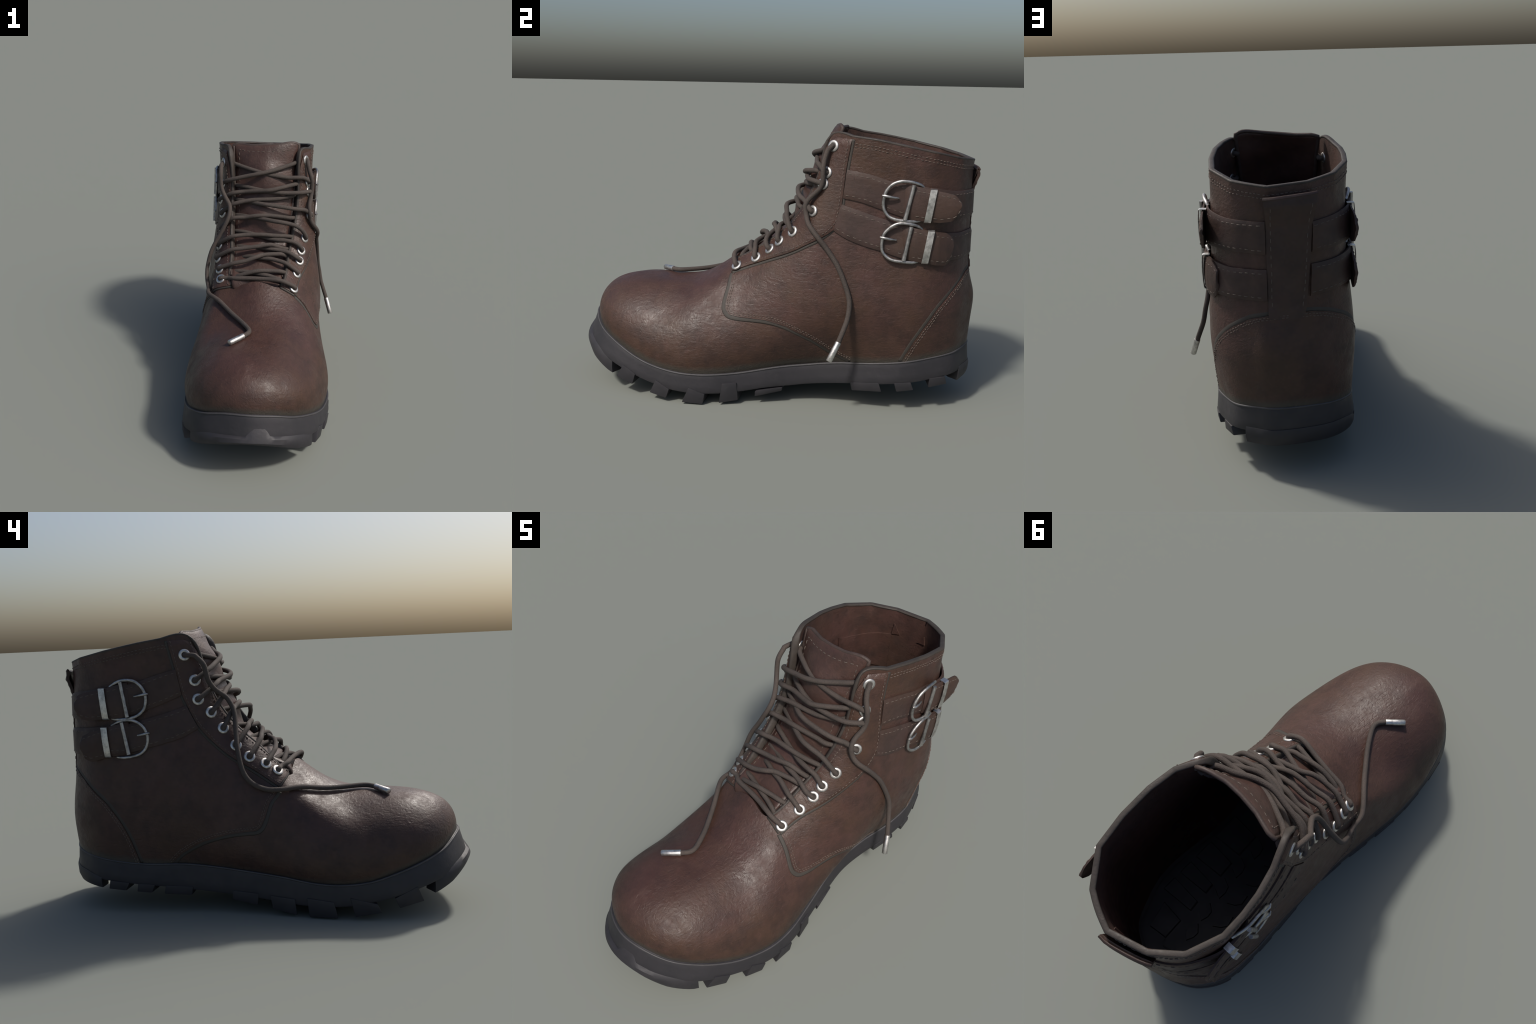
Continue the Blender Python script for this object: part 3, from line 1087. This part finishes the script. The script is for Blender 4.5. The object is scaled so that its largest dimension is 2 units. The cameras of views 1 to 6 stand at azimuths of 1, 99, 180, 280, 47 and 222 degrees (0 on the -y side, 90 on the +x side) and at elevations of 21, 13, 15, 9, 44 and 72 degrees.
# -------------------------------------------------------------------- laces
R_LACE = .0120
LACES = {
    'm2': [(-.245, -.040, .704), (-.212, -.067, .745), (-.176, -.078, .764), (-.119, -.078, .781), (-.064, -.064, .800), (-.022, -.040, .806), (.043, -.022, .806), (.095, -.005, .795)],
    'l2': [(.170, -.066, .722), (.137, -.066, .743), (.101, -.068, .766), (.072, -.064, .781), (.021, -.047, .786), (-.036, -.034, .784), (-.094, -.013, .783), (-.134, .004, .770), (-.160, .022, .752)],
    'm3': [(-.260, .040, .740), (-.224, .009, .782), (-.181, -.007, .812), (-.124, -.010, .831), (-.053, -.005, .842), (-.011, .001, .850), (.027, .013, .847), (.076, .031, .824), (.112, .045, .812)],
    'l3': [(.183, -.005, .772), (.157, -.014, .792), (.119, -.009, .813), (.076, .001, .820), (.004, .011, .824), (-.039, .026, .820), (-.110, .050, .816), (-.172, .069, .811)],
    'm4': [(-.256, .090, .812), (-.229, .061, .849), (-.185, .049, .873), (-.128, .051, .886), (-.042, .051, .892), (.045, .064, .884), (.128, .092, .872)],
    'l4': [(.197, .052, .812), (.176, .046, .837), (.147, .047, .855), (.103, .047, .862), (.046, .052, .864), (.002, .064, .865), (-.042, .075, .874), (-.130, .104, .884), (-.183, .129, .880)],
    'm5': [(-.250, .150, .890), (-.232, .125, .935), (-.191, .117, .960), (-.133, .115, .970), (-.076, .108, .983), (-.004, .112, .986), (.069, .130, .976), (.130, .150, .965)],
    'l5': [(.204, .118, .870), (.188, .092, .915), (.143, .084, .944), (.084, .074, .960), (.026, .078, .966), (-.047, .108, .968), (-.135, .150, .966), (-.190, .180, .961)],
    'm6': [(-.250, .205, .965), (-.228, .180, 1.000), (-.190, .166, 1.028), (-.120, .152, 1.058), (-.051, .153, 1.066), (.021, .164, 1.068), (.065, .178, 1.072), (.125, .205, 1.078)],
    'l6': [(.216, .222, .968), (.205, .178, 1.005), (.160, .150, 1.018), (.095, .131, 1.031), (.008, .122, 1.044), (-.049, .133, 1.047), (-.110, .165, 1.047), (-.195, .208, 1.046)],
    'm7': [(-.254, .255, 1.030), (-.238, .203, 1.070), (-.198, .190, 1.089), (-.140, .182, 1.101), (-.052, .160, 1.115), (.005, .152, 1.124), (.062, .171, 1.135), (.145, .230, 1.143)],
    'l7': [(.206, .258, 1.094), (.195, .205, 1.104), (.160, .187, 1.104), (.092, .176, 1.103), (.034, .167, 1.108), (-.024, .170, 1.112), (-.082, .186, 1.117), (-.142, .211, 1.121), (-.195, .243, 1.118)],
    'm8': [(-.255, .268, 1.115), (-.246, .222, 1.150), (-.200, .204, 1.169), (-.143, .196, 1.186), (-.071, .187, 1.206), (.001, .203, 1.221), (.072, .242, 1.236), (.140, .276, 1.256)],
    'l8': [(.204, .268, 1.148), (.192, .236, 1.178), (.155, .224, 1.183), (.104, .219, 1.182), (.045, .213, 1.189), (-.013, .211, 1.198), (-.071, .219, 1.210), (-.146, .248, 1.224), (-.212, .285, 1.236)],
}


def lace(points, name="lace"):
    P = resample(catmull(points, 8), max(20, min(140, len(points) * 7)))
    V, F = tube(P, R_LACE, 10)
    return make(name, V, F, LACE, boot, True, 70)


for k, pts in LACES.items():
    s, i = k[0], int(k[1]) - 1
    o = 'l' if s == 'm' else 'm'
    q, n_ = EN[(s, i)]
    q2, n2 = EN[(o, min(i + 1, 8))]
    pts = [np.array(p, float) for p in pts]
    # straighten the exit from the eyelet: hole, then over the facing edge
    start = [q + n_ * .004, q + n_ * .030]
    body = []
    for p in pts[1:]:
        if (p[0] + .03) * (1 if s == 'l' else -1) > .02:
            q0, n0 = nearest(p)
            d0 = (p - q0) @ n0
            if np.linalg.norm(p - q0) < .05 and d0 < .030:
                p = p + n0 * (.030 - d0)
        body.append(p)
    tail = [q2 - n2 * .035, q2 - n2 * .004]
    lace(start + body + tail)
q, n_ = EN[('m', 0)]
q2, n2 = EN[('l', 0)]
lace([q + n_ * .004, q + n_ * .027, (-.215, -.112, .689), (-.171, -.137, .699), (-.087, -.148, .707), (-.003, -.162, .712), (.067, -.177, .714), (.109, -.180, .703), q2 + n2 * .030, q2 + n2 * .004])
lace([EN[('l', 0)][0] - EN[('l', 0)][1] * .03, (.085, -.146, .694), (.033, -.134, .714), (-.004, -.126, .720), (-.070, -.110, .724), (-.129, -.092, .724), (-.180, -.074, .714), EN[('m', 1)][0] - EN[('m', 1)][1] * .03])
lace([EN[('m', 0)][0] - EN[('m', 0)][1] * .03, (-.168, -.112, .698), (-.111, -.122, .724), (-.046, -.122, .742), (.030, -.110, .740), (.092, -.096, .730), EN[('l', 1)][0] - EN[('l', 1)][1] * .03])

FACING_BVH = {s: BVHTree.FromPolygons([tuple(v.co) for v in FC[s].data.vertices], [tuple(f.vertices) for f in FC[s].data.polygons]) for s in 'lm'}


def on_facing(p):
    return any(FACING_BVH[s].find_nearest(Vector(p), .03)[0] is not None for s in 'lm')


q, n_ = EN[('l', 8)]
END_L = [q + n_ * .002, q + n_ * .026, (.212, .277, 1.247), (.222, .265, 1.208), (.238, .260, 1.163), (.240, .261, 1.106), (.236, .246, 1.065), (.228, .208, 1.030), (.232, .184, .997),
         (.236, .185, .959), (.240, .212, .902), (.248, .257, .838), (.262, .308, .773), (.285, .350, .713), (.305, .384, .640), (.314, .404, .587), (.325, .412, .541), (.337, .406, .479), (.356, .389, .426), (.376, .369, .372)]
q, n_ = EN[('m', 8)]
END_M = [q + n_ * .002, q + n_ * .018, (-.286, .262, 1.228), (-.285, .222, 1.189), (-.283, .212, 1.147), (-.276, .203, 1.105), (-.252, .176, 1.062), (-.224, .135, 1.028), (-.226, .106, .979),
         (-.245, .093, .932), (-.277, .086, .864), (-.318, .074, .784), (-.338, .056, .704), (-.342, .028, .650), (-.332, -.023, .611), (-.305, -.102, .586), (-.242, -.202, .574), (-.180, -.307, .566),
         (-.125, -.395, .562), (-.082, -.478, .560), (-.078, -.520, .560), (-.106, -.556, .558)]
for pts, tip in ((END_L, (.404, .330, .288)), (END_M, (-.172, -.617, .553))):
    head, rest = pts[:2], [np.array(p, float) for p in pts[2:]]
    fine = []
    for p in catmull(rest, 5):
        q, nn = nearest(p)
        d_ = (p - q) @ nn
        need = .016 + (.016 if on_facing(p) else 0)
        fine.append(p if np.linalg.norm(p - q) > need and d_ > 0 else q + nn * need)
    fine = np.array(fine)
    for _ in range(3):
        fine[1:-1] = (fine[:-2] + 2 * fine[1:-1] + fine[2:]) / 4
    pts = head + list(fine)
    lo = lace(pts, "lace_end")
    a = np.array(pts[-1], float)
    b = np.array(tip)
    d = unit(b - a)
    L_ = np.linalg.norm(b - a)
    st = [a - d * .004, a - d * .003, a, a + d * L_ * .5, b - d * .002, b]
    V, F = tube(st, [R_LACE * .9, R_LACE * 1.16, R_LACE * 1.22, R_LACE * 1.2, R_LACE * 1.22, R_LACE * 1.05], 14)
    make("aglet", V, F, METAL, lo, True, 50)


# ------------------------------------------------------------------- straps
def strap_slab(top, bot, nu, lift, thick, mat, name="strap", drape=True, parent=None, nv=9):
    tc, bc = resample(catmull(top, 6), nu), resample(catmull(bot, 6), nu)
    A, B = [], []
    cent = np.array([-.035, .6, 1.0])
    for i in range(nu):
        a, b = [], []
        for j in range(nv):
            f = j / (nv - 1)
            p = tc[i] * (1 - f) + bc[i] * f
            l = lift(i / (nu - 1)) if callable(lift) else lift
            if drape:
                q, n = nearest(p)
                n = unit(n * np.array([1, 1, .3]))
            else:
                q = p
                n = STRAP_N[0]
            th = thick if 0 < j < nv - 1 else thick * .6
            a.append(q + n * (l + th))
            b.append(q + n * l)
        A.append(a)
        B.append(b)
    A, B = np.array(A), np.array(B)
    V, F = slab(A, B)
    ob = make(name, V, F, mat, parent or boot, True, 50)
    return ob, A, B


def edge_stitch(A, off_rows=(1, -2), pile=None, n=(0, 0, 0)):
    for j in off_rows:
        P = A[:, j]
        nn = []
        for i in range(len(P)):
            t = A[min(i + 1, len(A) - 1), j] - A[max(i - 1, 0), j]
            v = A[i, -1] - A[i, 0]
            k = unit(np.cross(t, v))
            h = np.array([P[i][0] + .035, P[i][1] - .6, 0])
            nn.append(k if k @ h > 0 else -k)
        stitch_row([(p - q * .0008, q) for p, q in zip(P, nn)], pale_stitches, .018, .010, .0019)


STRAP_N = [None]
STRAPS = {
    ('l', 0): dict(top=[(.228, .373, 1.163), (.246, .474, 1.148), (.250, .577, 1.119), (.258, .680, 1.106), (.228, .785, 1.092), (.191, .842, 1.081), (.144, .895, 1.076), (.022, .956, 1.076)],
                   bot=[(.242, .358, 1.032), (.253, .443, 1.018), (.256, .548, .985), (.262, .650, .957), (.238, .775, .950), (.211, .824, .950), (.128, .912, .948), (.022, .961, .946)]),
    ('l', 1): dict(top=[(.245, .352, 1.004), (.258, .460, .972), (.259, .573, .939), (.260, .674, .916), (.230, .800, .893), (.195, .850, .886), (.152, .895, .882), (.020, .962, .885)],
                   bot=[(.261, .320, .882), (.268, .362, .857), (.273, .410, .836), (.276, .482, .813), (.274, .548, .797), (.266, .649, .768), (.235, .800, .757), (.201, .854, .757), (.112, .927, .756), (.020, .965, .756)]),
    ('m', 0): dict(top=[(-.276, .360, 1.168), (-.295, .445, 1.146), (-.303, .529, 1.120), (-.308, .610, 1.103), (-.292, .756, 1.087), (-.243, .854, 1.077), (-.160, .915, 1.064)],
                   bot=[(-.280, .335, 1.047), (-.295, .404, 1.019), (-.303, .503, .984), (-.310, .590, .960), (-.300, .750, .950), (-.264, .840, .950), (-.158, .926, .943)]),
    ('m', 1): dict(top=[(-.282, .315, .997), (-.299, .406, .968), (-.305, .526, .938), (-.313, .620, .918), (-.302, .750, .910), (-.273, .830, .904), (-.155, .929, .896)],
                   bot=[(-.288, .261, .890), (-.306, .338, .850), (-.316, .436, .822), (-.317, .502, .807), (-.320, .593, .787), (-.310, .720, .780), (-.290, .815, .780), (-.150, .936, .765)]),
}
strap_objs = {}
for key, d in STRAPS.items():
    ob, A, B = strap_slab([np.array(p) for p in d['top']], [np.array(p) for p in d['bot']], 60,
                          lambda f: .0045 + .012 * math.exp(-((f - .58) / .14) ** 2), .0125, STRAP)
    edge_stitch(A)
    strap_objs[key] = ob


def lerp_tab(tab, y):
    return float(np.interp(y, [a for a, b in tab], [b for a, b in tab]))


# tails: (y, x) plan of the centre line, top and bottom edge heights along y
TAILS = {
    ('l', 0): dict(plan=[(.640, .266), (.66, .279), (.70, .284), (.75, .283), (.80, .284), (.85, .282), (.90, .276)],
                   top=[(.640, 1.110), (.675, 1.106), (.765, 1.090), (.84, 1.076), (.862, 1.069), (.880, 1.052), (.893, 1.035)],
                   bot=[(.640, .953), (.746, .944), (.80, .942), (.852, .950), (.872, .966), (.886, .994), (.893, 1.012)], y1=.893),
    ('l', 1): dict(plan=[(.638, .268), (.66, .281), (.70, .286), (.75, .282), (.80, .268), (.84, .245), (.875, .221), (.89, .212)],
                   top=[(.638, .926), (.674, .916), (.766, .898), (.835, .892), (.858, .876), (.872, .858)],
                   bot=[(.638, .768), (.70, .758), (.79, .742), (.842, .736), (.860, .756), (.872, .792)], y1=.872),
    ('m', 0): dict(plan=[(.585, -.318), (.61, -.332), (.66, -.336), (.71, -.335), (.76, -.337), (.80, -.341), (.85, -.347)],
                   top=[(.585, 1.118), (.706, 1.091), (.800, 1.075), (.828, 1.062), (.845, 1.030)],
                   bot=[(.585, .954), (.695, .949), (.775, .944), (.812, .953), (.836, .975), (.845, 1.0)], y1=.845),
    ('m', 1): dict(plan=[(.590, -.322), (.61, -.336), (.66, -.340), (.71, -.339), (.76, -.340), (.80, -.342), (.84, -.346)],
                   top=[(.590, .934), (.706, .908), (.780, .889), (.818, .871), (.834, .838)],
                   bot=[(.590, .782), (.695, .769), (.745, .756), (.782, .747), (.815, .765), (.834, .810)], y1=.834),
}
FRAMES = {
    ('l', 0): [(.719, 1.096), (.705, 1.109), (.673, 1.121), (.636, 1.125), (.609, 1.122), (.578, 1.107), (.552, 1.073), (.543, 1.027), (.549, .990), (.571, .962), (.604, .949), (.647, .944), (.690, .943), (.715, .948)],
    ('l', 1): [(.722, .905), (.703, .921), (.670, .931), (.633, .934), (.606, .928), (.579, .911), (.553, .879), (.545, .836), (.550, .798), (.573, .772), (.601, .760), (.648, .754), (.690, .752), (.712, .757)],
    ('m', 0): [(.672, 1.098), (.636, 1.118), (.605, 1.127), (.570, 1.127), (.541, 1.118), (.514, 1.092), (.499, 1.058), (.499, 1.020), (.511, .987), (.538, .963), (.574, .950), (.614, .945), (.655, .946), (.672, .950)],
    ('m', 1): [(.678, .914), (.640, .932), (.605, .940), (.574, .940), (.545, .930), (.517, .905), (.502, .871), (.501, .837), (.514, .803), (.541, .779), (.577, .768), (.618, .763), (.663, .766), (.680, .772)],
}
BARS = {('l', 0): ((.676, 1.110), (.644, .950)), ('l', 1): ((.674, .920), (.648, .762)), ('m', 0): ((.612, 1.120), (.588, .956)), ('m', 1): ((.617, .932), (.592, .780))}
PRONGS = {('l', 0): ((.545, 1.056), (.612, 1.046)), ('l', 1): ((.545, .864), (.610, .853)), ('m', 0): ((.494, 1.060), (.556, 1.050)), ('m', 1): ((.497, .876), (.562, .864))}
KEEPERS = {('l', 0): ((.765, 1.094), (.744, .942)), ('l', 1): ((.766, .904), (.744, .750)), ('m', 0): ((.706, 1.095), (.694, .948)), ('m', 1): ((.706, .912), (.694, .768))}
for key, d in TAILS.items():
    sx = 1 if key[0] == 'l' else -1
    px = lambda y: lerp_tab(d['plan'], y)
    y0, y1 = d['plan'][0][0], d['y1']
    A, B = [], []
    nu, nv = 36, 9
    for i in range(nu):
        f = i / (nu - 1)
        y = y0 + (y1 - y0) * (1 - (1 - f) ** 1.4)
        tx = px(y + .004) - px(y - .004)
        n = unit(np.array([.008 * sx, -tx * sx, 0]))
        if n[0] * sx < 0:
            n = -n
        zt_, zb_ = lerp_tab(d['top'], y), lerp_tab(d['bot'], y)
        a, b = [], []
        for j in range(nv):
            g = j / (nv - 1)
            p = np.array([px(y), y, zt_ * (1 - g) + zb_ * g])
            th = .006 if 0 < j < nv - 1 and i < nu - 1 else .0035
            cup = -.006 * (2 * g - 1) ** 2
            a.append(p + n * (th + cup))
            b.append(p + n * (-th + cup))
        A.append(a)
        B.append(b)
    A, B = np.array(A), np.array(B)
    V, F = slab(A, B)
    tail = make("strap_tail", V, F, STRAP, strap_objs[key], True, 50)
    edge_stitch(A[4:])
    nrm = lambda y: sx * .010
    fx = px(.70 if sx > 0 else .66)
    # metal buckle
    def frame_x(y):
        if sx > 0:
            return lerp_tab([(.54, .279), (.60, .284), (.66, .281), (.70, .270), (.73, .252)], y) + (.006 if key[1] else 0)
        return -lerp_tab([(.49, .326), (.55, .332), (.61, .332), (.65, .322), (.69, .306)], y)
    P = catmull([np.array([frame_x(y), y, z]) for y, z in FRAMES[key]], 6)
    V, F = tube(P, .0078, 10)
    frame = make("buckle", V, F, BUCKLE, strap_objs[key], True, 60)
    (ya, za), (yb, zb_) = BARS[key]
    bx = px(.68 if sx > 0 else .62) + sx * .009
    V, F = tube([np.array([bx, ya, za]), np.array([bx, (ya + yb) / 2, (za + zb_) / 2]), np.array([bx, yb, zb_])], [.0092, .0092, .0102], 10)
    make("buckle_bar", V, F, BUCKLE, frame, True, 60)
    (ya, za), (yb, zb_) = PRONGS[key]
    xa = frame_x(ya)
    V, F = tube([np.array([xa + sx * .003, ya - .008, za + .001]), np.array([xa + sx * .009, ya + .004, za]), np.array([xa + sx * .004, (ya + yb) / 2, (za + zb_) / 2]), np.array([xa - sx * .006, yb, zb_])],
                [.0045, .007, .0062, .0045], 8)
    make("buckle_prong", V, F, BUCKLE, frame, True, 60)
    # metal keeper band around the tail
    (ya, za), (yb, zb_) = KEEPERS[key]
    rows_o, rows_i = [], []
    for w in (-.015, -.0125, 0, .0125, .015):
        ro, ri = [], []
        for (u, g) in ((-.016, .0), (0.002, -.010), (.012, .0), (.0155, .012), (.0155, .25), (.0155, .5), (.0155, .75), (.0155, .955), (.012, .995), (0.002, 1.02), (-.016, 1.0)):
            y = ya * (1 - g) + yb * g + w
            z = za * (1 - g) + zb_ * g
            cup = -.005 * (2 * min(1, max(0, g)) - 1) ** 2
            th = .004 if abs(w) < .014 else .0028
            p = np.array([px(ya) + sx * (u + cup + .001), y, z])
            cc = np.array([px(ya), y, (za + zb_) / 2])
            ro.append(p)
            ri.append(p - unit((p - cc) * np.array([3, 0, 1])) * th)
        rows_o.append(ro)
        rows_i.append(ri)
    V, F = slab(np.array(rows_o), np.array(rows_i))
    make("strap_keeper", V, F, METAL, strap_objs[key], True, 40)

# ----------------------------------------------------------------- heel tab
tab_l = [(.022, .953, 1.163), (.020, .957, 1.10), (.020, .960, 1.0), (.019, .965, .85), (.018, .968, .76), (.018, .969, .69)]
tab_r = [(-.166, .905, 1.176), (-.162, .912, 1.10), (-.156, .920, 1.0), (-.147, .938, .85), (-.138, .945, .76), (-.130, .948, .688)]
A, B = [], []
tl, tr = resample(catmull(tab_l, 6), 50), resample(catmull(tab_r, 6), 50)
for i in range(50):
    a, b = [], []
    f = i / 49
    for j in range(11):
        g = j / 10
        p = tl[i] * (1 - g) + tr[i] * g
        q, n = nearest(p)
        n = unit(n * np.array([1, 1, .2]))
        z = p[2]
        lf = .007 + .028 * max(0, min(1, (z - 1.05) / .085)) ** 1.2 * (1 if z < 1.15 else .9)
        lf += .004 * math.sin(g * 9 + 1) * (f > .93)
        dz = -.012 * math.sin(math.pi * g) * (f > .97)
        th = .013 if 0 < j < 10 else .009
        a.append(q + n * (lf + th * .5) + np.array([0, 0, p[2] - q[2] + dz]))
        b.append(q + n * (lf - th) + np.array([0, 0, p[2] - q[2] + dz]))
    A.append(a)
    B.append(b)
A, B = np.array(A), np.array(B)
V, F = slab(A, B)
tab = make("heel_tab", V, F, STRAP, boot, True, 50)
# the strip folds over at the top and returns to the shaft
fold_o, fold_i = [], []
for k in range(9):
    a_ = k / 8
    ro, ri = [], []
    for j in range(11):
        q, n = nearest(A[0, j])
        n = unit(n * np.array([1, 1, 0]))
        lo = .040 * (1 - a_) + .010 * a_
        h = .012 * math.sin(math.pi * min(1, a_ * 1.3 + .05)) - .075 * max(0, a_ - .35)
        p = q + n * lo + np.array([0, 0, A[0, j][2] - q[2] + h])
        ro.append(p)
        ri.append(p - n * .003 - np.array([0, 0, .006]))
    fold_o.append(ro)
    fold_i.append(ri)
V, F = slab(np.array(fold_o), np.array(fold_i))
make("heel_tab_fold", V, F, STRAP, tab, True, 60)
for j in (1, 9):
    stitch_row([(A[i, j] - np.array([0, .001, 0]), np.array([-.3 * (j == 9), 1, 0.])) for i in range(2, 48)], pale_stitches, .020, .012, .0021)

grooves.build("seam_groove", EDGE, boot)
stitches.build("seam_stitching", THREAD, boot)
pale_stitches.build("strap_stitching", THREAD2, boot)
bpy.data.meshes.remove(UPPER)
